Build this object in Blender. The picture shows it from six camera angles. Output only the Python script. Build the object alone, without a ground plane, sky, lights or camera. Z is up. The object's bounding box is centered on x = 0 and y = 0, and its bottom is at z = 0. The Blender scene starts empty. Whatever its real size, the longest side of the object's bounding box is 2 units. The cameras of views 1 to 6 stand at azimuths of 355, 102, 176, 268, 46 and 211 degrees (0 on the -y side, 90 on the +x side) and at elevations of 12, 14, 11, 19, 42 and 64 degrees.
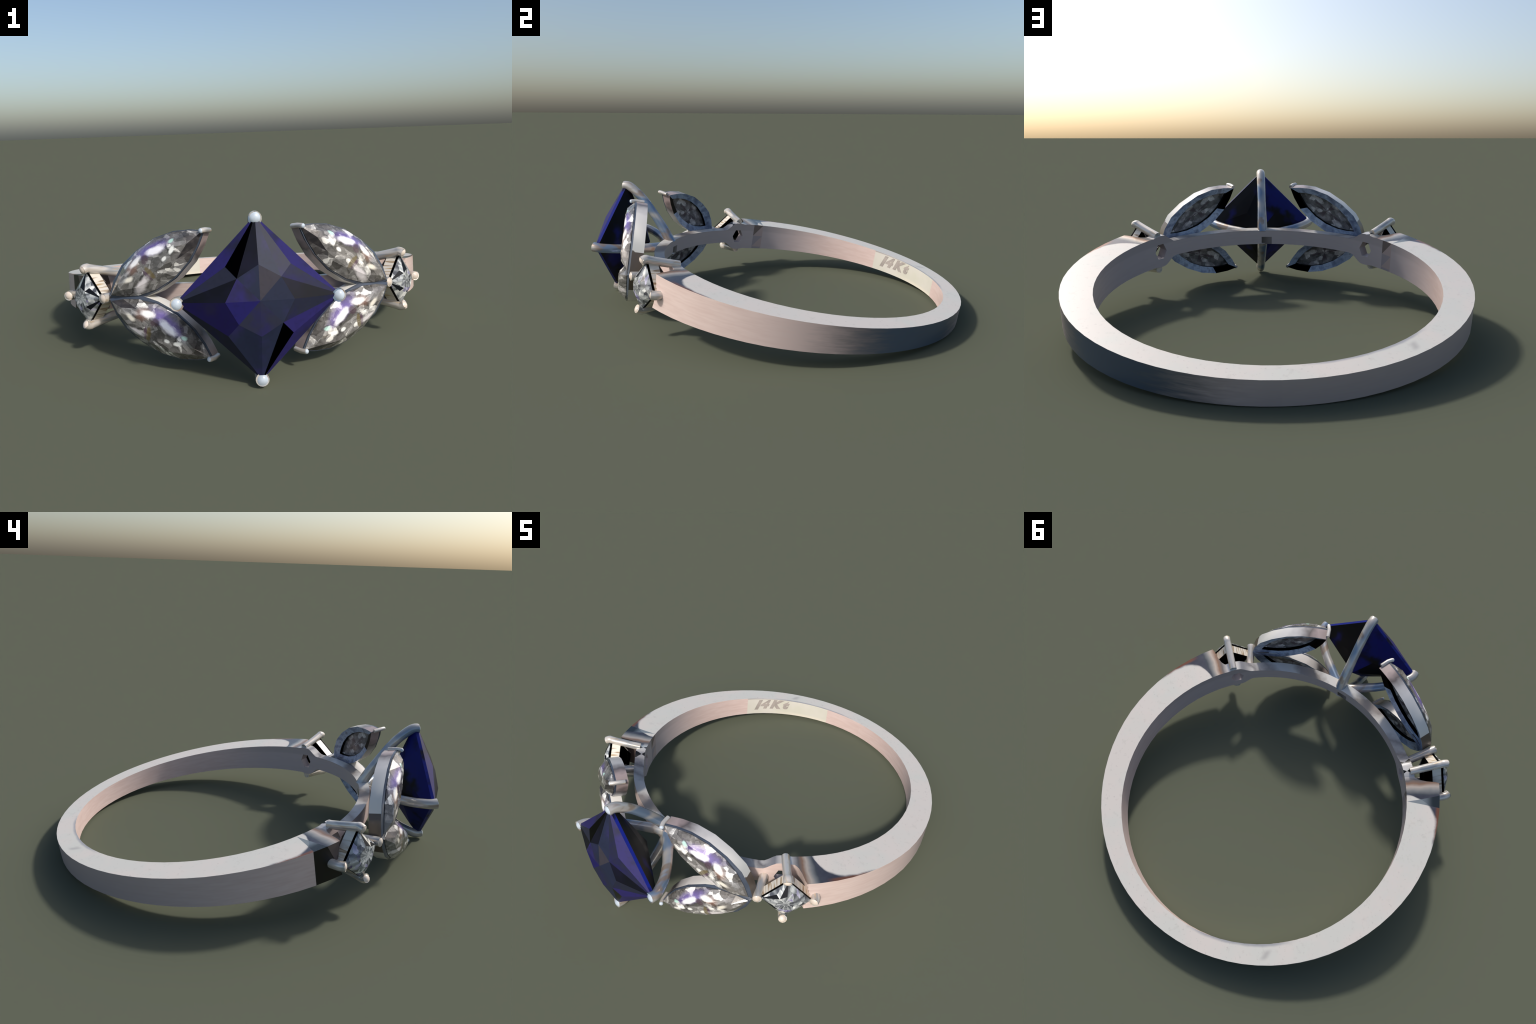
# A white-gold ring lying on its side: tapering band, pierced front bar, a big square
# sapphire held by four claws, two marquise leaves and one small square stone on each side.
import bpy, bmesh, math, random
from mathutils import Vector, Matrix

random.seed(7)
sin, cos, pi, sqrt, rad, exp = math.sin, math.cos, math.pi, math.sqrt, math.radians, math.exp

# ------------------------------------------------------------------ frame
# Everything is modelled in the ring's own frame: finger-hole centre at 0, head towards -y,
# finger axis = z.  The ring leans 8.4 degrees, resting on its back rim and the lowest claw.
TILT = Matrix.Rotation(rad(-8.4), 4, 'X')
YAW = Matrix.Rotation(-0.011, 4, 'Z')
FRAME = Matrix.Translation((0, 0, 0.1935)) @ TILT @ Matrix.Translation((0.0003, 0.157, 0)) @ YAW

root = bpy.data.objects.new("gemstone_ring", None)
bpy.context.scene.collection.objects.link(root)
root["label"] = "white gold ring with square blue sapphire and marquise diamonds"
root["category"] = "ring"


def lin(c):
    return tuple(((v / 255 + 0.055) / 1.055) ** 2.4 if v > 10 else v / 255 / 12.92 for v in c) + (1.0,)


def add(name, verts, faces, mats, idx=None, parent=None, local=None, smooth=None):
    """mesh object; `local` is a matrix from object space into ring space."""
    me = bpy.data.meshes.new(name)
    me.from_pydata([tuple(v) for v in verts], [], faces)
    for m in (mats if isinstance(mats, (list, tuple)) else [mats]):
        me.materials.append(m)
    if idx:
        for p, i in zip(me.polygons, idx):
            p.material_index = i
    bm = bmesh.new(); bm.from_mesh(me)
    bmesh.ops.recalc_face_normals(bm, faces=bm.faces)
    bm.to_mesh(me); bm.free()
    ob = bpy.data.objects.new(name, me)
    bpy.context.scene.collection.objects.link(ob)
    ob.parent = parent or root
    world = FRAME @ (local or Matrix.Identity(4))
    if parent:
        ob.matrix_local = WORLD[parent.name].inverted() @ world
    else:
        ob.matrix_local = world
    WORLD[ob.name] = world
    if smooth is not None:
        me.polygons.foreach_set("use_smooth", [True] * len(me.polygons))
        bm = bmesh.new(); bm.from_mesh(me)
        for e in bm.edges:
            if len(e.link_faces) == 2 and e.calc_face_angle(0) > rad(smooth):
                e.smooth = False
        bm.to_mesh(me); bm.free()
    return ob


WORLD = {}

# ------------------------------------------------------------------ node helpers


class NT:
    def __init__(self, name):
        self.mat = bpy.data.materials.new(name)
        self.mat.use_nodes = True
        self.t = self.mat.node_tree
        self.t.nodes.clear()
        self.out = self.n('ShaderNodeOutputMaterial')
        self.b = self.n('ShaderNodeBsdfPrincipled')
        self.t.links.new(self.b.outputs[0], self.out.inputs[0])
        self.co = self.n('ShaderNodeTexCoord').outputs['Object']

    def n(self, kind, **kw):
        nd = self.t.nodes.new(kind)
        for k, v in kw.items():
            setattr(nd, k, v)
        return nd

    def put(self, sock, v):
        if hasattr(v, 'is_output'):
            self.t.links.new(v, sock)
        else:
            sock.default_value = v

    def m(self, op, a, b=0.0, c=0.0, clamp=False):
        nd = self.n('ShaderNodeMath', operation=op, use_clamp=clamp)
        for s, v in zip(nd.inputs, (a, b, c)):
            self.put(s, v)
        return nd.outputs[0]

    def step(self, v, lo, hi):
        nd = self.n('ShaderNodeMapRange', interpolation_type='SMOOTHSTEP')
        self.put(nd.inputs['Value'], v)
        nd.inputs['From Min'].default_value = lo
        nd.inputs['From Max'].default_value = hi
        return nd.outputs[0]

    def window(self, v, lo, hi, soft):
        return self.m('MULTIPLY', self.step(v, lo - soft, lo + soft),
                      self.m('SUBTRACT', 1.0, self.step(v, hi - soft, hi + soft)))

    def mix(self, f, a, b, mode='MIX'):
        nd = self.n('ShaderNodeMix', data_type='RGBA', blend_type=mode)
        self.put(nd.inputs[0], f); self.put(nd.inputs[6], a); self.put(nd.inputs[7], b)
        return nd.outputs[2]

    def xyz(self, co=None):
        s = self.n('ShaderNodeSeparateXYZ'); self.put(s.inputs[0], co or self.co)
        return s.outputs

    def vec(self, x, y, z):
        c = self.n('ShaderNodeCombineXYZ')
        for s, v in zip(c.inputs, (x, y, z)):
            self.put(s, v)
        return c.outputs[0]

    def noise(self, co, scale, detail=3, rough=0.55, stretch=None):
        if stretch:
            mp = self.n('ShaderNodeMapping'); self.put(mp.inputs[0], co)
            mp.inputs['Scale'].default_value = stretch
            co = mp.outputs[0]
        nd = self.n('ShaderNodeTexNoise'); self.put(nd.inputs['Vector'], co)
        nd.inputs['Scale'].default_value = scale
        nd.inputs['Detail'].default_value = detail
        nd.inputs['Roughness'].default_value = rough
        return nd.outputs[0]

    def ramp(self, f, stops, interp='LINEAR'):
        nd = self.n('ShaderNodeValToRGB'); self.put(nd.inputs[0], f)
        cr = nd.color_ramp; cr.interpolation = interp
        while len(cr.elements) < len(stops):
            cr.elements.new(1.0)
        for e, (p, c) in zip(cr.elements, stops):
            e.position = p; e.color = lin(c)
        return nd.outputs[0]

    def polar(self):
        x, y, z = self.xyz()
        r = self.m('SQRT', self.m('ADD', self.m('MULTIPLY', x, x), self.m('MULTIPLY', y, y)))
        ph = self.m('MULTIPLY', self.m('ARCTAN2', x, self.m('MULTIPLY', y, -1.0)), 180 / pi)
        return x, y, z, r, ph

    def done(self, col, metal=0.0, rough=0.4, spec=0.5, coat=0.0, normal=None):
        self.put(self.b.inputs['Base Color'], col)
        self.put(self.b.inputs['Metallic'], metal)
        self.put(self.b.inputs['Roughness'], rough)
        self.put(self.b.inputs['Specular IOR Level'], spec)
        self.put(self.b.inputs['Coat Weight'], coat)
        if normal:
            self.put(self.b.inputs['Normal'], normal)
        return self.mat


METAL, ROUGH = 0.0, 0.38


# ------------------------------------------------------------------ metal materials
def mat_band_top():
    k = NT("band_top_gold")
    x, y, z, r, ph = k.polar()
    a = k.m('ABSOLUTE', ph)
    fine = k.noise(k.co, 34, 4, 0.65)
    soft = k.noise(k.co, 6, 3)
    col = k.mix(k.step(soft, 0.35, 0.65), lin((212, 203, 193)), lin((206, 203, 193)))
    col = k.mix(k.m('MULTIPLY', k.step(fine, 0.55, 0.72), 0.26), col, lin((176, 168, 158)))
    col = k.mix(k.m('MULTIPLY', k.step(k.noise(k.co, 75, 2), 0.64, 0.74), 0.32), col, lin((166, 156, 150)))
    # greyish smear along the inner rim and a smudge at the back left
    wob = k.m('MULTIPLY', k.m('SUBTRACT', k.noise(k.co, 9, 2), 0.5), 0.02)
    rim = k.m('MULTIPLY', k.m('SUBTRACT', 1.0, k.step(k.m('ADD', r, wob), 0.757, 0.772)), k.window(ph, -172, -136, 5))
    col = k.mix(k.m('MULTIPLY', rim, 0.75), col, lin((140, 140, 146)))
    sm = k.m('MULTIPLY', k.window(k.m('ADD', ph, k.m('MULTIPLY', k.m('SUBTRACT', r, 0.8), 45)), -144.5, -142.5, 1.0), k.window(r, 0.785, 0.825, 0.012))
    col = k.mix(k.m('MULTIPLY', sm, 0.6), col, lin((160, 154, 150)))
    # shoulder: dark crescent on the outer edge, running in to a coved end
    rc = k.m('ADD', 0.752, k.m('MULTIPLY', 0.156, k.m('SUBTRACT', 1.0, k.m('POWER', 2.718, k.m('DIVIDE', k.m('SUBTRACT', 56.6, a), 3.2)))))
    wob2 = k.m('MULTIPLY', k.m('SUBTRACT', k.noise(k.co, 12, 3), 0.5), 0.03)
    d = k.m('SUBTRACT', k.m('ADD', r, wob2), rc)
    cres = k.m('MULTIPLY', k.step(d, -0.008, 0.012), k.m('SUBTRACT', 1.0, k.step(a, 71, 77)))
    brown_rim = k.m('MULTIPLY', k.step(r, 0.895, 0.910), k.window(a, 60, 72, 2))
    dark = k.mix(brown_rim, k.mix(k.noise(k.co, 22, 2), lin((52, 54, 66)), lin((98, 98, 104))), lin((128, 84, 64)))
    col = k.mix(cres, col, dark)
    sh = k.m('SUBTRACT', 1.0, k.step(a, 56.3, 57.6))
    # front bar: its shading baked into the colour, soft dark bands between pale ones
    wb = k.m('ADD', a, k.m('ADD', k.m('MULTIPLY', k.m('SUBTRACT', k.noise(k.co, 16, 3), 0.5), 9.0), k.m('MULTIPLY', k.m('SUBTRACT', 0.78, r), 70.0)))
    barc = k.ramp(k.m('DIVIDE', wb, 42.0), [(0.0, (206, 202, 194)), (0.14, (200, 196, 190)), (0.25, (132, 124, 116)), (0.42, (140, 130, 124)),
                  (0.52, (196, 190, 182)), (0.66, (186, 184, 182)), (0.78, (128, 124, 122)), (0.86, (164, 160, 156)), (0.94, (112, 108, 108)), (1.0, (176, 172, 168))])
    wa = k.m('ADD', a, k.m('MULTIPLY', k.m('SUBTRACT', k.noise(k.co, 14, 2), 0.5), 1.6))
    cove = k.ramp(k.m('DIVIDE', k.m('SUBTRACT', wa, 40.0), 18.0), [  # light and dark reflections of the fillet laid in as colour bands
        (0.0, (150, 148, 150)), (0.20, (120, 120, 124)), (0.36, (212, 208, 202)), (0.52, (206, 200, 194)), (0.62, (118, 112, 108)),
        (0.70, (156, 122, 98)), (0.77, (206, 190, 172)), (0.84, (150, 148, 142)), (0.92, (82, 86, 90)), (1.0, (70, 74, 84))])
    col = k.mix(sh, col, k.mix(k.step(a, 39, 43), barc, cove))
    # dark grey triangle across the left shoulder, paler towards the inner edge
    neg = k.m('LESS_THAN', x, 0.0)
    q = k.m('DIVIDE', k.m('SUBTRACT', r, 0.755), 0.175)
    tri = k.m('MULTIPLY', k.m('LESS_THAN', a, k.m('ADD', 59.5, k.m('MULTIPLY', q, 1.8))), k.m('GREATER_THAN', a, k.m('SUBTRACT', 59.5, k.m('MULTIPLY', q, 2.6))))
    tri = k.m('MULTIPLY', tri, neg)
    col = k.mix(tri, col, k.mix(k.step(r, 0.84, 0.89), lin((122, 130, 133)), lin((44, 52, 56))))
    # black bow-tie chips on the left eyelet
    bow = k.m('MULTIPLY', k.m('MULTIPLY', neg, k.window(a, 42.2, 50.0, 0.05)),
              k.m('LESS_THAN', k.m('ABSOLUTE', k.m('SUBTRACT', k.m('MODULO', k.m('SUBTRACT', a, 42.2), 3.9), 1.2)),
                  k.m('MULTIPLY', k.m('ABSOLUTE', k.m('SUBTRACT', r, 0.772)), 42.0)))
    col = k.mix(bow, col, (0.0, 0.0, 0.0, 1))
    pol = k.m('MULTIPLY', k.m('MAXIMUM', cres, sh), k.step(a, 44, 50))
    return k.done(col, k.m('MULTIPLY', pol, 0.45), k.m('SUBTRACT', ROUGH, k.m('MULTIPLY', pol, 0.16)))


def streaks(k, r, ph, z):
    return k.noise(k.vec(k.m('MULTIPLY', ph, 0.06), k.m('MULTIPLY', z, 34.0), r), 2.2, 4, 0.6)


def mat_band_outer():
    k = NT("band_side_gold")
    x, y, z, r, ph = k.polar()
    st = streaks(k, r, ph, z)
    col = k.mix(k.step(st, 0.3, 0.7), lin((198, 176, 168)), lin((207, 188, 180)))
    col = k.mix(k.m('MULTIPLY', k.step(ph, 60, 100), 0.5), col, lin((186, 168, 164)))
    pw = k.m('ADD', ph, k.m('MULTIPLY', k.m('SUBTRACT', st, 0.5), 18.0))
    navy = k.m('MULTIPLY', k.step(pw, 90, 126), k.m('SUBTRACT', 1.0, k.step(pw, 150, 178)))  # streaky navy reflection on the rear right side, tinted into the gold
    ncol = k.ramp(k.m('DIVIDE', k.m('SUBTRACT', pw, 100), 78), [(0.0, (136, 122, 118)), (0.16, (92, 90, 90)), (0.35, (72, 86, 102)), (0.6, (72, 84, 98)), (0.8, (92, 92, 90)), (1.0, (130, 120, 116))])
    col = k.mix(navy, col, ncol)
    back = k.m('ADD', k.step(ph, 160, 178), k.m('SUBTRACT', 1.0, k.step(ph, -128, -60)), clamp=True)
    col = k.mix(k.m('MULTIPLY', back, 0.8), col, lin((168, 154, 150)))  # base colour lowered where this side lies out of the sun
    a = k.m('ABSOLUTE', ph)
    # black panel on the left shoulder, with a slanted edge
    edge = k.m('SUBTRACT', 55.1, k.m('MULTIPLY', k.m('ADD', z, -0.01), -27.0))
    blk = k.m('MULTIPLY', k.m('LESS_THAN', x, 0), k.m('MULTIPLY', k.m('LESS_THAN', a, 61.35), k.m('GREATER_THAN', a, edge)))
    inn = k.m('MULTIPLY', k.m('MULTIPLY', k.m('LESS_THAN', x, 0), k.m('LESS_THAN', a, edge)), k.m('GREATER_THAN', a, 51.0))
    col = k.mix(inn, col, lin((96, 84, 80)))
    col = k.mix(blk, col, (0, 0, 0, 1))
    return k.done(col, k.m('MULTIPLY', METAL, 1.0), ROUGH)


def mat_band_inner():
    k = NT("band_inside_gold")
    x, y, z, r, ph = k.polar()
    st = streaks(k, r, ph, z)
    col = k.mix(k.step(st, 0.3, 0.7), lin((198, 174, 166)), lin((206, 185, 178)))
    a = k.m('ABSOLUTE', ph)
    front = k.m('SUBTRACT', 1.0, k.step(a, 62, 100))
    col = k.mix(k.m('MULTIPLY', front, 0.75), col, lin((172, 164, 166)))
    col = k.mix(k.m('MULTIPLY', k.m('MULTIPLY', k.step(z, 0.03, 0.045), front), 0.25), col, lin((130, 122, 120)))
    # pale rectangular panel that carries the stamp
    pn = k.m('MULTIPLY', k.m('GREATER_THAN', ph, -161.2), k.m('LESS_THAN', ph, -119.5))
    pc = k.mix(k.step(k.noise(k.co, 7, 3), 0.35, 0.65), lin((196, 193, 178)), lin((203, 198, 188)))
    pc = k.mix(k.m('MULTIPLY', k.m('SUBTRACT', 1, k.step(z, -0.05, -0.025)), k.step(a, 128, 150)), pc, lin((212, 205, 188)))
    pc = k.mix(k.m('MULTIPLY', k.step(z, 0.048, 0.056), 0.75), pc, lin((140, 130, 130)))
    col = k.mix(pn, col, pc)
    # two flat squares on the left shoulder, split into painted light and shaded triangles
    u = k.m('DIVIDE', k.m('SUBTRACT', a, 54.8), 4.8)
    v = k.m('FRACT', k.m('DIVIDE', k.m('ADD', z, 0.067), 0.073))
    inw = k.m('MULTIPLY', k.m('LESS_THAN', x, 0), k.m('MULTIPLY', k.m('GREATER_THAN', u, 0), k.m('LESS_THAN', u, 1)))
    tri = k.m('GREATER_THAN', v, u)
    tcol = k.mix(tri, lin((172, 154, 150)), k.mix(k.m('GREATER_THAN', z, 0.006), lin((150, 142, 146)), lin((112, 100, 96))))
    col = k.mix(inw, col, tcol)
    # dark rectangular patch behind the main stone
    nt = k.m('MULTIPLY', k.window(ph, -4.0, 0.4, 0.05), k.window(z, -0.042, 0.002, 0.001))
    col = k.mix(nt, col, k.mix(k.step(ph, -4, 0.5), lin((120, 112, 112)), lin((72, 68, 66))))
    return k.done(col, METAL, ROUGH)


def mat_polished(name, stretch=(9, 9, 9), tones=((206, 200, 192), (150, 160, 172), (178, 160, 140))):
    k = NT(name)
    base, cool, warm = tones
    n1 = k.noise(k.co, 1.0, 1, 0.4, stretch)
    n2 = k.noise(k.vec(*[k.m('ADD', c, 3.7) for c in k.xyz()]), 1.0, 2, 0.5, tuple(s * 1.6 for s in stretch))
    col = k.mix(k.step(n1, 0.45, 0.62), lin(base), lin(cool))  # blue-grey and tan mirror streaks drawn along the metal as colour
    col = k.mix(k.m('MULTIPLY', k.step(n2, 0.55, 0.68), 0.8), col, lin(warm))
    return k.done(col, 0.35, 0.22)


def mat_plain(name, c, metal=METAL, rough=0.35, spec=0.5):
    k = NT(name)
    n = k.noise(k.co, 18, 3)
    col = k.mix(k.step(n, 0.3, 0.7), lin(c), lin(tuple(int(v * 0.88) for v in c)))
    return k.done(col, metal, rough, spec)


M_TOP, M_OUT, M_IN = mat_band_top(), mat_band_outer(), mat_band_inner()
M_CLAW = mat_polished("claw_gold", (13, 3.5, 13), ((186, 182, 176), (116, 136, 160), (150, 130, 112)))
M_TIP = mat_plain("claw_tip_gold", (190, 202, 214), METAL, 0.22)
M_CLAW_S = mat_polished("small_claw_gold", (38, 38, 7), ((214, 206, 196), (168, 168, 166), (196, 178, 152)))
M_TIP_S = mat_plain("small_claw_tip_gold", (222, 208, 194), METAL, 0.25)
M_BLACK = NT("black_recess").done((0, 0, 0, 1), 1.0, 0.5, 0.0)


# ------------------------------------------------------------------ band and front bar
R_IN = 0.754


def hh(y):                       # half width along the finger: wide at the head, slim at the back
    return 0.0683 - 0.0235 * y


def r_circle(phi):
    p = abs(phi)
    r = 0.062 * cos(phi) + sqrt(0.9056 ** 2 - (0.062 * sin(phi)) ** 2) - 0.0045 * sin(phi) ** 2
    return r - 0.014 * max(0.0, min(1.0, (rad(90) - p) / rad(38)))


def smooth(a, b, t):
    t = max(0.0, min(1.0, (t - a) / (b - a)))
    return t * t * (3 - 2 * t)


END = 49.6


def outer_r(deg, v):
    """outside radius; the band stops in a coved V-notched end behind the small square stone"""
    notch = 1.2 * (1 - abs(v))
    d = abs(deg) - notch
    if d >= 52.7:
        return r_circle(rad(deg))
    full = r_circle(rad(52.7))
    t = 52.7 - d
    if t < 1.1:
        return full + (0.846 - full) * smooth(0, 1.1, t) ** 0.8
    return 0.846 + (0.806 - 0.846) * min(1.0, (t - 1.1) / 1.6) ** 0.6


def bar_h(deg):
    p = abs(deg)
    full = hh(-0.754 * cos(rad(p)))
    lobe = 0.0405 + (0.086 - 0.0405) * smooth(39.0, 45.0, p)
    return lobe + (min(full, 0.083) - 0.086) * smooth(47.0, 50.0, p)


def band_h(deg):
    y = -cos(rad(deg)) * 0.85
    return hh(y) if abs(deg) > 52 else bar_h(END) + (hh(y) - bar_h(END)) * smooth(END, 52, abs(deg))


def sweep(name, degs, r_in, r_out, half, vs, mats):
    verts, faces, idx = [], [], []
    nv = len(vs)
    for d in degs:
        s, c = sin(rad(d)), -cos(rad(d))
        h = half(d)
        for v in vs:
            verts.append((s * r_out(d, v), c * r_out(d, v), v * h))
        for v in reversed(vs):
            verts.append((s * r_in, c * r_in, v * h))
    n = 2 * nv
    for i in range(len(degs) - 1):
        for j in range(n):
            j2 = (j + 1) % n
            faces.append((i * n + j, i * n + j2, (i + 1) * n + j2, (i + 1) * n + j))
            idx.append(1 if j < nv - 1 else 0 if j in (nv - 1, n - 1) else 2)
    for e in (0, len(degs) - 1):
        for j in range(nv - 1):
            q = (e * n + j, e * n + j + 1, e * n + n - 2 - j, e * n + n - 1 - j)
            faces.append(q); idx.append(1)
    return add(name, verts, faces, mats, idx, smooth=28)


degs = [END + 0.45 * i for i in range(11)]
while degs[-1] < 308 - 1:
    degs.append(degs[-1] + (0.45 if degs[-1] < 57 or degs[-1] > 303 else 4.7))
degs = [d for d in degs if 54 < d < 306]
front = [END + 0.4 * i for i in range(int((57 - END) / 0.4))]
mid = [57 + (303 - 57) * i / 52 for i in range(53)]
degs = front + mid + [360 - d for d in reversed(front)]
wrap = lambda d: d if d <= 180 else d - 360
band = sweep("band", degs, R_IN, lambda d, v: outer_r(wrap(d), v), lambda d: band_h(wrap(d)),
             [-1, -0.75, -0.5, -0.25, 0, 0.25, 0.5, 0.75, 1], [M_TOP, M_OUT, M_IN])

bar_degs = [-END + 2 * END * i / 72 for i in range(73)]
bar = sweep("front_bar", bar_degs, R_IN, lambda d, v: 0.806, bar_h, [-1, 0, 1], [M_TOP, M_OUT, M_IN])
# hexagonal eyelets through the bar under the small square stones
for sgn in (1, -1):
    d = rad(46.3 * sgn)
    ax = Vector((sin(d), -cos(d), 0)); tg = Vector((cos(d), sin(d), 0)); up = Vector((0, 0, 1))
    vv, ff = [], []
    for r in (0.70, 0.86):
        for i in range(6):
            a = i * pi / 3
            vv.append(ax * r + tg * 0.037 * cos(a) + up * 0.046 * sin(a))
    ff = [tuple(range(6)), tuple(range(6, 12))] + [(i, (i + 1) % 6, 6 + (i + 1) % 6, 6 + i) for i in range(6)]
    cut = add("eyelet_cutter", vv, ff, M_IN)
    md = bar.modifiers.new("hole", 'BOOLEAN'); md.object = cut; md.operation = 'DIFFERENCE'; md.solver = 'EXACT'
    dg = bpy.context.evaluated_depsgraph_get()
    me = bpy.data.meshes.new_from_object(bar.evaluated_get(dg))
    bar.modifiers.clear(); bar.data = me
    bpy.data.objects.remove(cut)
bar.data.name = "front_bar"

# stamp on the inside of the band: a slanted "14Kt", bent round the finger hole
M_STAMP = mat_plain("stamp_ink", (168, 158, 150), 0.0, 0.6)
for ch, d0, zb, size in (("1", -122.3, -0.022, 0.092), ("4", -126.2, -0.014, 0.082), ("K", -131.2, -0.012, 0.082), ("t", -137.6, -0.008, 0.075)):
    cu = bpy.data.curves.new("stamp_letter", 'FONT')
    cu.body, cu.size, cu.shear, cu.extrude, cu.offset = ch, size, 0.35, 0.0012, 0.0055
    tmp = bpy.data.objects.new("stamp_tmp", cu)
    bpy.context.scene.collection.objects.link(tmp)
    dg = bpy.context.evaluated_depsgraph_get()
    me = bpy.data.meshes.new_from_object(tmp.evaluated_get(dg))
    bm = bmesh.new(); bm.from_mesh(me)
    bmesh.ops.subdivide_edges(bm, edges=[e for e in bm.edges if e.calc_length() > 0.02], cuts=2)
    vs = []
    for v in bm.verts:
        p = rad(d0) - v.co.x * 1.15 / R_IN
        r = R_IN - 0.0006 - v.co.z
        vs.append((r * sin(p), -r * cos(p), zb + v.co.y))
    fs = [[v.index for v in f.verts] for f in bm.faces]
    bm.free()
    bpy.data.objects.remove(tmp)
    add("stamp_letter", vs, fs, M_STAMP, parent=band)


# ------------------------------------------------------------------ rods (claws)
def tube(path, radii, seg=14, squash=1.0, tip=True, tip_mat=0):
    """round bar along a path; the last end is domed"""
    P = [Vector(p) for p in path]
    R = list(radii) if hasattr(radii, '__len__') else [radii] * len(P)
    mi = [0] * len(P)
    if tip:
        t = (P[-1] - P[-2]).normalized(); base, r0 = P[-1], R[-1]
        P[-1] = base - t * r0 * 0.75
        for a in (25, 50, 72, 86):
            P.append(base - t * r0 * 0.75 + t * r0 * 0.75 * sin(rad(a))); R.append(r0 * cos(rad(a))); mi.append(1)
    up = Vector((0.137, 0.211, 0.968))
    verts, faces, idx = [], [], []
    t0 = (P[1] - P[0]).normalized()
    nrm = (up - t0 * up.dot(t0)).normalized()
    for i, p in enumerate(P):
        t = (P[min(i + 1, len(P) - 1)] - P[max(i - 1, 0)]).normalized()
        nrm = (nrm - t * nrm.dot(t)).normalized()
        b = t.cross(nrm)
        for j in range(seg):
            a = 2 * pi * j / seg
            verts.append(p + (nrm * cos(a) + b * sin(a) * squash) * R[i])
    for i in range(len(P) - 1):
        for j in range(seg):
            j2 = (j + 1) % seg
            faces.append((i * seg + j, i * seg + j2, (i + 1) * seg + j2, (i + 1) * seg + j))
            idx.append(1 if mi[i + 1] and tip_mat else 0)
    faces.append(tuple(range(seg))); idx.append(0)
    faces.append(tuple((len(P) - 1) * seg + j for j in range(seg))); idx.append(1 if tip and tip_mat else 0)
    return verts, faces, idx


def spline(pts, n):
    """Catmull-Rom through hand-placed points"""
    P = [Vector(p) for p in pts]
    P = [P[0] * 2 - P[1]] + P + [P[-1] * 2 - P[-2]]
    out = []
    for i in range(1, len(P) - 2):
        for k in range(n):
            t = k / n
            a, b, c, d = P[i - 1:i + 3]
            out.append(0.5 * ((2 * b) + (c - a) * t + (2 * a - 5 * b + 4 * c - d) * t * t + (3 * b - a - 3 * c + d) * t ** 3))
    out.append(P[-2])
    return out


# ------------------------------------------------------------------ main sapphire
def mat_sapphire(name, c, c2, amount, scale=9, rough=0.3, shift=0.0, gain=0.54):
    k = NT(name)
    mp = k.vec(*[k.m('ADD', v, shift) for v in k.xyz()])
    n = k.noise(mp, scale, 3, 0.5)
    f = k.noise(mp, 60, 3, 0.6)
    col = k.mix(k.m('MULTIPLY', k.step(n, 0.48, 0.70), amount), lin(c), lin(c2))
    col = k.mix(k.m('MULTIPLY', k.step(f, 0.45, 0.75), 0.18), col, lin((24, 24, 28)))
    col = k.mix(1.0, col, (gain, gain, gain, 1), 'MULTIPLY')
    return k.done(col, SAPM, rough + 0.2, 0.16)


SAPM = 0.0
SAP = {  # each facet's reflected tone is baked in as its own material
    'black': NT("sapphire_black").done((0.0002, 0.0002, 0.0006, 1), 1.0, 0.4, 0.0),
    'ink': mat_sapphire("sapphire_ink", (14, 17, 30), (26, 26, 52), 0.6),
    'navy': mat_sapphire("sapphire_navy", (32, 27, 84), (44, 44, 58), 0.55),
    'slate': mat_sapphire("sapphire_slate", (47, 51, 72), (42, 38, 98), 0.8),
    'slate2': mat_sapphire("sapphire_slate_blue", (44, 52, 78), (60, 54, 114), 0.7, 9, 0.3, 2.3),
    'grey': mat_sapphire("sapphire_grey", (76, 73, 82), (66, 66, 86), 0.5),
    'violet': mat_sapphire("sapphire_violet", (54, 48, 118), (46, 48, 64), 0.9, 8, 0.3, 5.1),
    'deep': mat_sapphire("sapphire_deep_violet", (36, 32, 108), (42, 42, 60), 0.7, 7, 0.3, 1.2),
    'girdle': mat_sapphire("sapphire_girdle", (30, 46, 160), (22, 24, 52), 1.0, 13, 0.25, 0.9, 0.5),
    'back': mat_sapphire("sapphire_back", (24, 32, 132), (6, 7, 12), 1.0, 8, 0.25, 3.3, 0.55),
    'backdark': mat_sapphire("sapphire_back_dark", (8, 9, 18), (24, 26, 122), 1.0, 7, 0.25, 7.7, 0.55),
}
sap_keys = list(SAP)
G, YG, YB = 0.305, -1.083, -1.068     # girdle half diagonal, its front and back planes
sv = []


def V3(x, y, z):
    sv.append((x, y, z + 0.004)); return len(sv) - 1


T, Rr, B, L = [V3(*p) for p in ((0, YG, G), (G, YG, 0), (0, YG, -G), (-G, YG, 0))]
T2, R2, B2, L2 = [V3(*p) for p in ((0, YB, G), (G, YB, 0), (0, YB, -G), (-G, YB, 0))]
C0 = V3(0, -1.157, 0)
tT, tR, tB, tL = [V3(*p) for p in ((0, -1.150, .13), (.125, -1.150, 0), (0, -1.150, -.13), (-.125, -1.150, 0))]
S = {q: V3(.080 * q[0], -1.149, .083 * q[1]) for q in ((1, 1), (1, -1), (-1, -1), (-1, 1))}
O_ = {q: V3(.119 * q[0], -1.1255, .126 * q[1]) for q in S}
Mv = {q: V3(.084 * q[0], -.974, .079 * q[1]) for q in S}
CU = V3(0, -.899, 0)
T3, R3, B3, L3 = [V3(*p) for p in ((0, -1.032, .253), (.253, -1.032, 0), (0, -1.032, -.253), (-.253, -1.032, 0))]
facets = []
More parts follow.
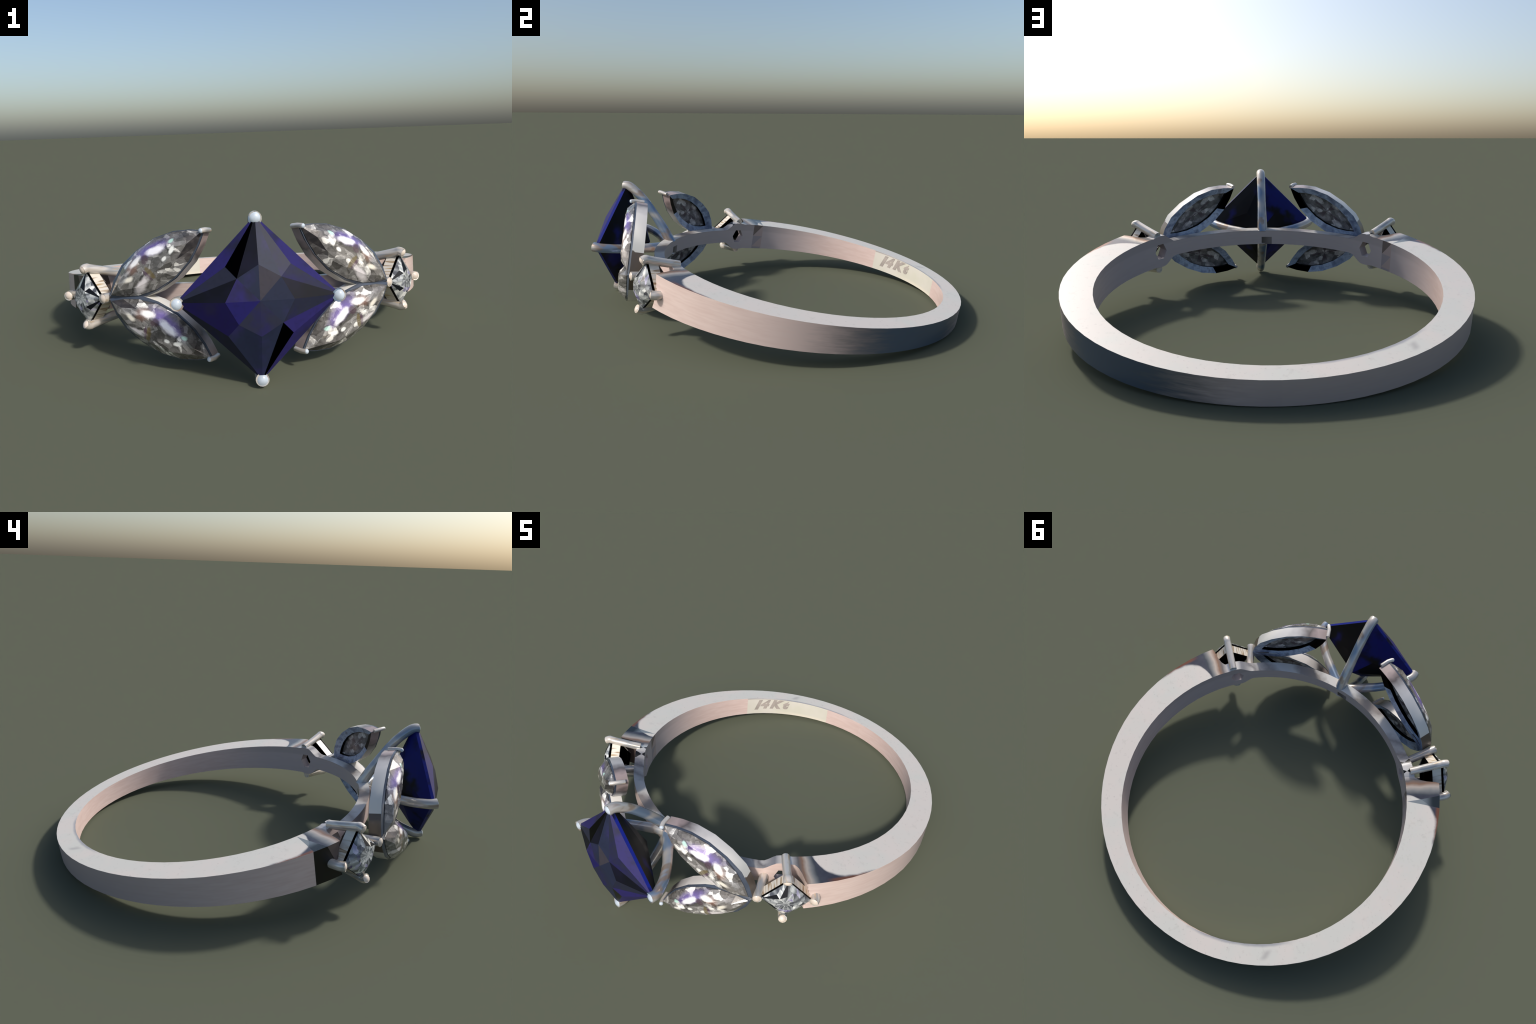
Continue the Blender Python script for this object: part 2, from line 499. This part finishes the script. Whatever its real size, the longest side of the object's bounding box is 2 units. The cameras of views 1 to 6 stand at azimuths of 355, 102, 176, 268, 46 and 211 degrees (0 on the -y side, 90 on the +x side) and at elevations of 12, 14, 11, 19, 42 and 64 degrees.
quad = {(1, 1): (T, Rr, T2, R2, tT, tR, T3, R3), (1, -1): (B, Rr, B2, R2, tB, tR, B3, R3),
        (-1, -1): (B, L, B2, L2, tB, tL, B3, L3), (-1, 1): (T, L, T2, L2, tT, tL, T3, L3)}
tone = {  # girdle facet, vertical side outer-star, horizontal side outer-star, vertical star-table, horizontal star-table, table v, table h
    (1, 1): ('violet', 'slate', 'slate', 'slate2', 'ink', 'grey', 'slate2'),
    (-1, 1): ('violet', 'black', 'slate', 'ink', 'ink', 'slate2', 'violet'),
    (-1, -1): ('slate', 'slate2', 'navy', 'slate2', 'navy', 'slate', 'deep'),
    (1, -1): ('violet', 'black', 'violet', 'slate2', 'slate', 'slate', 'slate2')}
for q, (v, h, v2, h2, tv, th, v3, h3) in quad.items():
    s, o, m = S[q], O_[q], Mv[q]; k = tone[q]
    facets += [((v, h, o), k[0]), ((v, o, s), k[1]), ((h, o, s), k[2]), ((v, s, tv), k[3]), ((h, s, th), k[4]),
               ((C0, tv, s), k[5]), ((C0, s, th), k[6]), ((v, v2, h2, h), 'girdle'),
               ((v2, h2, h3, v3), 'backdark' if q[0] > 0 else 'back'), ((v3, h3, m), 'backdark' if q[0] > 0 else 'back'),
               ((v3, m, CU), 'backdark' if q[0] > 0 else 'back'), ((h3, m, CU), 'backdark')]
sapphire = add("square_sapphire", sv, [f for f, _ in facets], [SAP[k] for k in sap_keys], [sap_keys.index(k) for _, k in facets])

claw_up = [(0.022, -0.772), (0.077, -0.811), (0.129, -0.854), (0.184, -0.904), (0.243, -0.965), (0.282, -1.020), (0.301, -1.060), (0.298, -1.097)]
claw_side = [(0.012, -0.785), (0.070, -0.825), (0.123, -0.866), (0.190, -0.919), (0.252, -0.983), (0.287, -1.035), (0.300, -1.066), (0.299, -1.099)]
for dx, dz in ((0, 1), (1, 0), (0, -1), (-1, 0)):
    off = 0.010 if dx == 0 else 0.005
    pts = spline([(dx * q, y, dz * q) for q, y in (claw_up if dx == 0 else claw_side)], 5)
    n = len(pts)
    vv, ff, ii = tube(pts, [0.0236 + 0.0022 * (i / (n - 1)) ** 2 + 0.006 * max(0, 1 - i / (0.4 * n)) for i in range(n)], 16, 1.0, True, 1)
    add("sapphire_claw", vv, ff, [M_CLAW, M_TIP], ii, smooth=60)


# ------------------------------------------------------------------ marquise settings
def mat_marquise():
    """brilliant cut seen through the table; object x runs to the outer tip, y across, z depth"""
    k = NT("marquise_diamond")
    x, y, z = k.xyz()
    warp = k.noise(k.co, 16, 2)
    p = k.vec(k.m('ADD', k.m('MULTIPLY', x, 0.62), k.m('MULTIPLY', warp, 0.05)), k.m('ADD', y, k.m('MULTIPLY', k.m('ABSOLUTE', x), 0.18)), k.m('MULTIPLY', z, 0.4))
    v1 = k.n('ShaderNodeTexVoronoi', feature='F1'); k.put(v1.inputs['Vector'], p); v1.inputs['Scale'].default_value = 28
    v2 = k.n('ShaderNodeTexVoronoi', feature='F1'); k.put(v2.inputs['Vector'], p); v2.inputs['Scale'].default_value = 58
    s1 = k.xyz(v1.outputs['Color']); s2 = k.xyz(v2.outputs['Color'])
    n1 = k.noise(p, 30, 4, 0.6)
    n2 = k.noise(k.vec(k.m('ADD', x, 4.0), y, z), 62, 3, 0.6)
    g = k.m('ADD', k.m('MULTIPLY', s1[0], 0.30), k.m('MULTIPLY', s2[1], 0.22))
    g = k.m('ADD', g, k.m('ADD', k.m('MULTIPLY', n1, 0.30), k.m('MULTIPLY', n2, 0.18)))
    col = k.ramp(g, [(0.28, (58, 56, 55)), (0.41, (92, 90, 88)), (0.52, (126, 124, 122)), (0.62, (160, 158, 156)), (0.70, (240, 238, 232))])

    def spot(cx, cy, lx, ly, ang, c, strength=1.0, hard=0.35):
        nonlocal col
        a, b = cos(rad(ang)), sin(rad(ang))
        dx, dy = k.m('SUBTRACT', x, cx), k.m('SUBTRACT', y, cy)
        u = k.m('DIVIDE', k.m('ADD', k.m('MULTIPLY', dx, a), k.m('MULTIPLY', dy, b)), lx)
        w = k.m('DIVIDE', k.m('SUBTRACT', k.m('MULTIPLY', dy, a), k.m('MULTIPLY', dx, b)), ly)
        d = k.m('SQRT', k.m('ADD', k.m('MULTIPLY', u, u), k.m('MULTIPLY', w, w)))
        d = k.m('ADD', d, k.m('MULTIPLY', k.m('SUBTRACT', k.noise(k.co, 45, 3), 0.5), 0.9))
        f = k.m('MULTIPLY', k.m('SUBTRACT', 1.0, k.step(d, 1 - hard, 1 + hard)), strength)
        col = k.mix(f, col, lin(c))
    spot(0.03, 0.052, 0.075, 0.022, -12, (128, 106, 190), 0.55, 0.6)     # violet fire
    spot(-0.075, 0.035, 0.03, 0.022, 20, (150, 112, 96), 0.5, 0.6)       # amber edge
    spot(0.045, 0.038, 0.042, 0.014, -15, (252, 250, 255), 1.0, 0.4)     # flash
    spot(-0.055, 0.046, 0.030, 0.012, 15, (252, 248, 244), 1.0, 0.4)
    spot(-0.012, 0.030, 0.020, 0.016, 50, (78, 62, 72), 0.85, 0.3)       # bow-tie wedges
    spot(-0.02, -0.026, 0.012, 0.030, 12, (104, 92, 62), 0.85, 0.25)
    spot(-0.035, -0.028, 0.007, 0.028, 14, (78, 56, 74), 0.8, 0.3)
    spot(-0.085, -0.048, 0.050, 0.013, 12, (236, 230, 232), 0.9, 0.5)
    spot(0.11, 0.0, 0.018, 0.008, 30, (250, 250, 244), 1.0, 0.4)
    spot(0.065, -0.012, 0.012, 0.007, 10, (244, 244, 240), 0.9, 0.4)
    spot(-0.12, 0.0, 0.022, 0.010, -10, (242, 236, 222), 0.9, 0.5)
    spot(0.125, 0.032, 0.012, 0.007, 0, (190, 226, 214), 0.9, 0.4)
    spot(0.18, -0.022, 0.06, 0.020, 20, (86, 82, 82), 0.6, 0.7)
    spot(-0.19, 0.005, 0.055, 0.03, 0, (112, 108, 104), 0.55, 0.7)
    return k.done(col, STM, 0.12, 0.6)


STM = 0.08


def mat_marquise_back():
    k = NT("marquise_diamond_back")
    x, y, z = k.xyz()
    p = k.vec(k.m('MULTIPLY', x, 0.6), y, 0.0)
    v1 = k.n('ShaderNodeTexVoronoi', feature='F1'); k.put(v1.inputs['Vector'], p); v1.inputs['Scale'].default_value = 42
    s1 = k.xyz(v1.outputs['Color'])
    g = k.m('ADD', k.m('MULTIPLY', s1[0], 0.4), k.m('MULTIPLY', k.noise(k.co, 34, 4), 0.6))
    col = k.ramp(g, [(0.2, (70, 68, 70)), (0.42, (104, 104, 106)), (0.60, (140, 138, 142)), (0.78, (215, 215, 215))])
    ang = k.m('ARCTAN2', y, k.m('MULTIPLY', x, 0.5))
    wedge = k.step(k.m('SINE', k.m('ADD', k.m('MULTIPLY', ang, 4.0), 0.6)), 0.55, 0.75)
    rr = k.m('SQRT', k.m('ADD', k.m('MULTIPLY', x, k.m('MULTIPLY', x, 0.25)), k.m('MULTIPLY', y, y)))
    col = k.mix(k.m('MULTIPLY', wedge, k.m('SUBTRACT', 0.8, k.step(rr, 0.03, 0.06))), col, lin((74, 62, 72)))
    return k.done(col, STM, 0.2, 0.5)


def mat_bezel_side():
    k = NT("bezel_side_gold")
    x, y, z = k.xyz()
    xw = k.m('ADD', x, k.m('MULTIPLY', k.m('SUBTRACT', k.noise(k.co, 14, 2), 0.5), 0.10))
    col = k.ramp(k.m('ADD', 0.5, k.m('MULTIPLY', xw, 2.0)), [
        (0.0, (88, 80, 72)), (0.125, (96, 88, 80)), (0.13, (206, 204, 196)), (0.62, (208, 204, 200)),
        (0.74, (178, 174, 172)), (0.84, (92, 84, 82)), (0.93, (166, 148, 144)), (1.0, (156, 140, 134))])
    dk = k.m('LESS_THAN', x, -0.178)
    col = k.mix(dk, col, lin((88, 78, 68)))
    return k.done(col, METAL, 0.3)


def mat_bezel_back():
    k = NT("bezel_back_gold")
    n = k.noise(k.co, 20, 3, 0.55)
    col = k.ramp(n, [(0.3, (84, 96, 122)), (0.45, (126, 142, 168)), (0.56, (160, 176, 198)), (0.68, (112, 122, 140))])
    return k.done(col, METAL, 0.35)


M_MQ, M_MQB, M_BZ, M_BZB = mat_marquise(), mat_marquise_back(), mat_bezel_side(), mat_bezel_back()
M_MQD = mat_sapphire('marquise_diamond_dark', (62, 60, 62), (84, 80, 80), 0.7, 40, 0.0, 2.0, 0.8)
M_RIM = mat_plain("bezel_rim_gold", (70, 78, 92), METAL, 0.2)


def vesica(half_len, half_wid, depth, n, ex=2.2, flip=1):
    """pointed-oval loop, starting at the outer tip, going round the +y side first"""
    pts = []
    for i in range(n):
        s = cos(pi * i / n)
        s = s * (1 + 0.12 * (1 - s * s))
        pts.append((s * half_len, half_wid * (1 - abs(s) ** ex), depth))
    for i in range(n):
        s = -cos(pi * i / n)
        s = s * (1 + 0.12 * (1 - s * s))
        pts.append((s * half_len, -half_wid * (1 - abs(s) ** ex), depth))
    return pts


def loft(loops, faces, idx, mats_idx, verts):
    start = len(verts)
    n = len(loops[0])
    for lp in loops:
        verts += lp
    for i in range(len(loops) - 1):
        for j in range(n):
            j2 = (j + 1) % n
            faces.append((start + i * n + j, start + i * n + j2, start + (i + 1) * n + j2, start + (i + 1) * n + j))
            m = mats_idx[i]
            idx.append(m(j) if callable(m) else m)
    return start, n


def marquise(outer_tip, inner_tip, normal, side):
    A, Bp, nv = Vector(outer_tip), Vector(inner_tip), Vector(normal)
    u = (A - Bp); Lh = u.length / 2; u.normalize()
    nv = (nv - u * nv.dot(u)).normalized()
    w = u.cross(nv)
    if w.z < 0:
        w = -w
    c = u.cross(w)
    f = 1.0 if c.dot(nv) > 0 else -1.0            # +1 when object z is the outward side
    mat = Matrix(((u.x, w.x, c.x, 0), (u.y, w.y, c.y, 0), (u.z, w.z, c.z, 0), (0, 0, 0, 1)))
    mat = Matrix.Translation((A + Bp) / 2) @ mat
    # metal frame: wall, back face with a lens-shaped opening, black inside
    NB = 9
    bx = 0.008
    off = lambda lp, dx: [(x + dx * d / 0.066, y, z * f) for (x, y, z), d in ((q, 0.0) for q in lp)]
    def shape(hl, hw, z, shift=0.0):
        return [(x + shift, y, zz * f) for x, y, zz in vesica(hl, hw, z, NB)]
    bv, bf, bi = [], [], []
    def wall(hl, hw, z):
        return [(x * 1.045 if x < 0 else x, (hw if y > 0 else -hw) * (1 - abs(x / hl) ** 3.0) if x < 0 and y != 0 else y, zz) for x, y, zz in shape(hl, hw, z)]
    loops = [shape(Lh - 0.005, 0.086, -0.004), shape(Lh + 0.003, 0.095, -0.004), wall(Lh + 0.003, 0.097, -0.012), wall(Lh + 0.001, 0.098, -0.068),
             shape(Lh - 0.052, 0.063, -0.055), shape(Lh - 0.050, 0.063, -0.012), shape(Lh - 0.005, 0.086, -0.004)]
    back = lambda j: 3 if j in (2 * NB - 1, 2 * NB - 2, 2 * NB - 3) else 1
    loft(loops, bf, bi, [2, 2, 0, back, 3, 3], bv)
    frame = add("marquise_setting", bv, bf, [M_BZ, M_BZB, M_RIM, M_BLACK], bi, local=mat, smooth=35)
    # stone: girdle, faceted crown, table, shallow back seen through the opening
    st_v, st_f, st_i = [], [], []
    girdle = shape(Lh - 0.004, 0.092, 0.0)
    under = shape(Lh - 0.008, 0.085, -0.012)
    cf, ci = [], []
    s0, n = loft([shape(Lh - 0.051, 0.0625, -0.036), under, girdle], cf, ci, [0, 0], st_v)
    g0 = s0 + 2 * n
    # crown break points: a coarser ring of 8, half a step off
    ring = []
    tl, tw = Lh - 0.070, 0.056
    for i in range(10):
        a = 2 * pi * (i + 0.5) / 10
        s = cos(a)
        yy = tw * (1 - abs(s) ** 2.4 * 0.85) * (1 if sin(a) > 0 else -1)
        ring.append(len(st_v)); st_v.append((s * tl * 1.04, yy, 0.033 * f))
    tabl = []
    for i in range(10):
        a = 2 * pi * i / 10
        s = cos(a)
        yy = 0.036 * (1 - abs(s) ** 2.2) * (1 if sin(a) >= 0 else -1)
        tabl.append(len(st_v)); st_v.append((s * (Lh - 0.11), yy, 0.039 * f))
    N2 = 2 * NB
    # girdle vertex index nearest each ring gap
    def gi(i):
        return g0 + int(round(i * N2 / 10)) % N2
    dark_cell = 9 if not (side < 0 and Bp.z < 0) else 4
    for i in range(10):
        a0, a1 = int(round(i * N2 / 10)), int(round((i + 1) * N2 / 10))
        for j in range(a0, a1):
            cf.append((g0 + j % N2, g0 + (j + 1) % N2, ring[i])); ci.append(2 if i == dark_cell else 0)
        cf.append((gi(i + 1), ring[(i + 1) % 10], ring[i])); ci.append(2 if i == dark_cell - 1 else 0)
        cf.append((ring[i], tabl[(i + 1) % 10], tabl[i])); ci.append(0)
        cf.append((ring[i], ring[(i + 1) % 10], tabl[(i + 1) % 10])); ci.append(0)
    cf.append(tuple(tabl)); ci.append(0)
    keel = len(st_v); st_v.append((0, 0, -0.034 * f))
    for j in range(N2):
        cf.append((s0 + j, s0 + (j + 1) % N2, keel)); ci.append(1)
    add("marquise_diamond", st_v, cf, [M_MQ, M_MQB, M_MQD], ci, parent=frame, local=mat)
    # thin rod over the outer tip
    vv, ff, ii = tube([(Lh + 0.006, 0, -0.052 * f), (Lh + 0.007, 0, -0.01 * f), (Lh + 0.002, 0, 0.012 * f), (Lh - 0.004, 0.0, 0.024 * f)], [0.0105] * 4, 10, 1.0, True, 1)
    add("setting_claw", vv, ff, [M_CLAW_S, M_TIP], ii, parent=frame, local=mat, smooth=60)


for sx in (1, -1):
    lean = 0.002 * sx                                # the left pair sits a hair further out
    marquise((sx * (0.192 - lean), -0.935 + lean, 0.260), (sx * (0.585 - 1.5 * lean), -0.769 + 2 * lean, 0.009), (sx * 0.43, -0.90, 0.03), sx)
    marquise((sx * (0.184 - lean), -0.948 + 2 * lean, -0.236 + lean), (sx * (0.586 - 1.5 * lean), -0.769 + 2 * lean, -0.013), (sx * 0.45, -0.89, -0.03), sx)


# ------------------------------------------------------------------ small square settings
def mat_princess():
    k = NT("square_diamond")
    x, y, z = k.xyz()
    p = k.vec(k.m('ADD', x, k.m('MULTIPLY', y, 0.4)), k.m('SUBTRACT', y, k.m('MULTIPLY', x, 0.4)), k.m('MULTIPLY', z, 0.5))
    v1 = k.n('ShaderNodeTexVoronoi', feature='F1', distance='MANHATTAN'); k.put(v1.inputs['Vector'], p); v1.inputs['Scale'].default_value = 40
    s1 = k.xyz(v1.outputs['Color'])
    ang = k.m('ARCTAN2', y, x)
    ray = k.m('SINE', k.m('ADD', k.m('MULTIPLY', ang, 11.0), k.m('MULTIPLY', s1[1], 2.5)))
    g = k.m('ADD', k.m('ADD', k.m('MULTIPLY', s1[0], 0.6), k.m('MULTIPLY', ray, 0.14)), k.m('MULTIPLY', k.noise(k.co, 40, 3), 0.3))
    col = k.ramp(g, [(0.12, (74, 76, 82)), (0.30, (112, 116, 118)), (0.46, (148, 152, 154)), (0.66, (184, 187, 186)), (0.88, (232, 232, 228))])
    fire = k.step(s1[2], 0.86, 0.9)
    col = k.mix(k.m('MULTIPLY', fire, 0.4), col, lin((124, 108, 176)))
    return k.done(col, STM, 0.12, 0.6)


def mat_plate():
    k = NT("girdle_plate")
    x, y, z = k.xyz()
    n = k.noise(k.vec(k.m('MULTIPLY', y, 46.0), k.m('MULTIPLY', x, 3.0), k.m('MULTIPLY', z, 4.0)), 1.0, 2, 0.6)
    col = k.ramp(n, [(0.30, (92, 74, 54)), (0.37, (176, 152, 116)), (0.44, (204, 198, 186)), (0.54, (214, 206, 192)), (0.60, (140, 116, 86)), (0.66, (196, 180, 156)), (0.74, (212, 206, 198))])
    return k.done(col, METAL, 0.3)


M_PR, M_PL = mat_princess(), mat_plate()
M_PRD = mat_sapphire("square_diamond_dark", (26, 30, 38), (16, 17, 22), 0.6)
M_GREY = mat_plain("recess_edge", (120, 116, 112), METAL, 0.4)


def square_setting(sx, centre, cl):
    d = rad(46.4) * sx
    nv = Vector((sin(d), -cos(d), 0)); tg = Vector((cos(d), sin(d), 0)); up = Vector((0, 0, 1))
    # object x: away from the big stone, y: up the finger axis, z: outward (mirrored on the left)
    ex = tg * sx
    ez = ex.cross(up); f = 1.0 if ez.dot(nv) > 0 else -1.0
    mat = Matrix.Translation(centre) @ Matrix(((ex.x, up.x, ez.x, 0), (ex.y, up.y, ez.y, 0), (ex.z, up.z, ez.z, 0), (0, 0, 0, 1)))
    P = lambda x, y, z: (x + 0.006, y - 0.005, (z + 0.005) * f)
    dia = lambda r, z: [P(r, 0, z), P(0, r, z), P(-r, 0, z), P(0, -r, z)]
    D = 0.113
    # plates round the girdle and the open, dark box beneath
    bv, bf, bi = [], [], []
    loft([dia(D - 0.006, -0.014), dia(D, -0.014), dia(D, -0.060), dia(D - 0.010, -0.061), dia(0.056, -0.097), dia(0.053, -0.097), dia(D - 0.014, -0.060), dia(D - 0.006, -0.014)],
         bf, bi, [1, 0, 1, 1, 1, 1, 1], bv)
    setting = add("square_setting", bv, bf, [M_PL, M_BLACK], bi, local=mat)
    # thin bright ribs on the edges of the dark pavilion
    for q in range(4):
        a, b = Vector(dia(D - 0.009, -0.062)[q]), Vector(dia(0.058, -0.0965)[q])
        vv, ff, ii = tube([a, b], 0.0022, 6, 1.0, False)
        add("pavilion_rib", vv, ff, M_GREY, parent=setting, local=mat)
    # stone
    sv2, sf, si = [], [], []
    W = lambda x, y, z: (sv2.append(P(x, y, z)), len(sv2) - 1)[1]
    c = D
    cr = [W(*p) for p in ((c, 0, -.002), (0, c, -.002), (-c, 0, -.002), (0, -c, -.002))]
    lo = [W(*p) for p in ((c, 0, -.008), (0, c, -.008), (-c, 0, -.008), (0, -c, -.008))]
    lo2 = [W(*p) for p in ((c - .008, 0, -.02), (0, c - .008, -.02), (-c + .008, 0, -.02), (0, -c + .008, -.02))]
    st = [W(.033 * a, .033 * b, .031) for a, b in ((1, 1), (-1, 1), (-1, -1), (1, -1))]
    ou = [W(.047 * a, .047 * b, .016) for a, b in ((1, 1), (-1, 1), (-1, -1), (1, -1))]
    tb = [W(*p) for p in ((.050, 0, .030), (0, .050, .030), (-.050, 0, .030), (0, -.050, .030))]
    top = W(0, 0, 0.032)
    bot = W(0, 0, -0.012)
    for i in range(4):
        j = (i + 1) % 4
        dark = {(1, 0), (1, 2), (2, 1), (3, 2)} if sx > 0 else {(1, 2), (3, 1)}
        for n, t in enumerate([(cr[i], cr[j], ou[i]), (cr[i], ou[i], st[i]), (cr[j], ou[i], st[i]), (cr[i], st[i], tb[i]), (cr[j], st[i], tb[j]),
                               (top, tb[i], st[i]), (top, st[i], tb[j])]):
            sf.append(t); si.append(1 if (i, n) in ((1, 2), (1, 3), (2, 1)) else 0)
        sf.append((cr[i], lo[i], lo[j], cr[j])); si.append(2)
        sf.append((lo2[i], lo2[j], bot)); si.append(2); sf.append((lo[i], lo[j], lo2[j], lo2[i])); si.append(2)
    add("square_diamond", sv2, sf, [M_PR, M_PRD, M_BLACK], si, parent=setting, local=mat)
    # claws: (points in ring space, radius)
    for path, r in cl:
        inv = mat.inverted()
        pts = spline([inv @ Vector(p) for p in path], 4)
        vv, ff, ii = tube(pts, [r] * len(pts), 14, 1.0, True, 1)
        add("square_claw", vv, ff, [M_CLAW_S, M_TIP_S], ii, parent=setting, local=mat, smooth=60)


for sx, C in ((1, (0.690, -0.643, -0.005)), (-1, (-0.713, -0.657, -0.005))):
    d = rad(46.4) * sx
    C = Vector(C) - Vector((sin(d), -cos(d), 0)) * 0.015
    n = Vector((sin(d), -cos(d), 0)); t = Vector((cos(d), sin(d), 0)) * sx; z = Vector((0, 0, 1))
    q = lambda a, b, h: C + t * a + z * b + n * h
    claws = [
        ([q(0.0, 0.091, -0.166), q(0.0, 0.106, -0.08), q(0.0, 0.120, -0.012), q(0.0, 0.124, 0.006), q(0.0, 0.112, 0.030)], 0.0205),
        ([q(0.0, -0.091, -0.166), q(0.0, -0.106, -0.08), q(0.0, -0.120, -0.012), q(0.0, -0.124, 0.006), q(0.0, -0.112, 0.030)], 0.0205),
        ([q(-0.088, 0, -0.150), q(-0.105, 0, -0.08), q(-0.124, 0, -0.010), q(-0.126, 0, 0.022)], 0.0215),
        ([q(0.140, 0, -0.06), q(0.140, 0, -0.02), q(0.138, 0, 0.004), q(0.126, 0, 0.026)], 0.0215),
    ]
    square_setting(sx, C, claws)

for ob in list(bpy.data.objects):
    if ob.type == 'MESH' and ob.users == 0:
        bpy.data.objects.remove(ob)
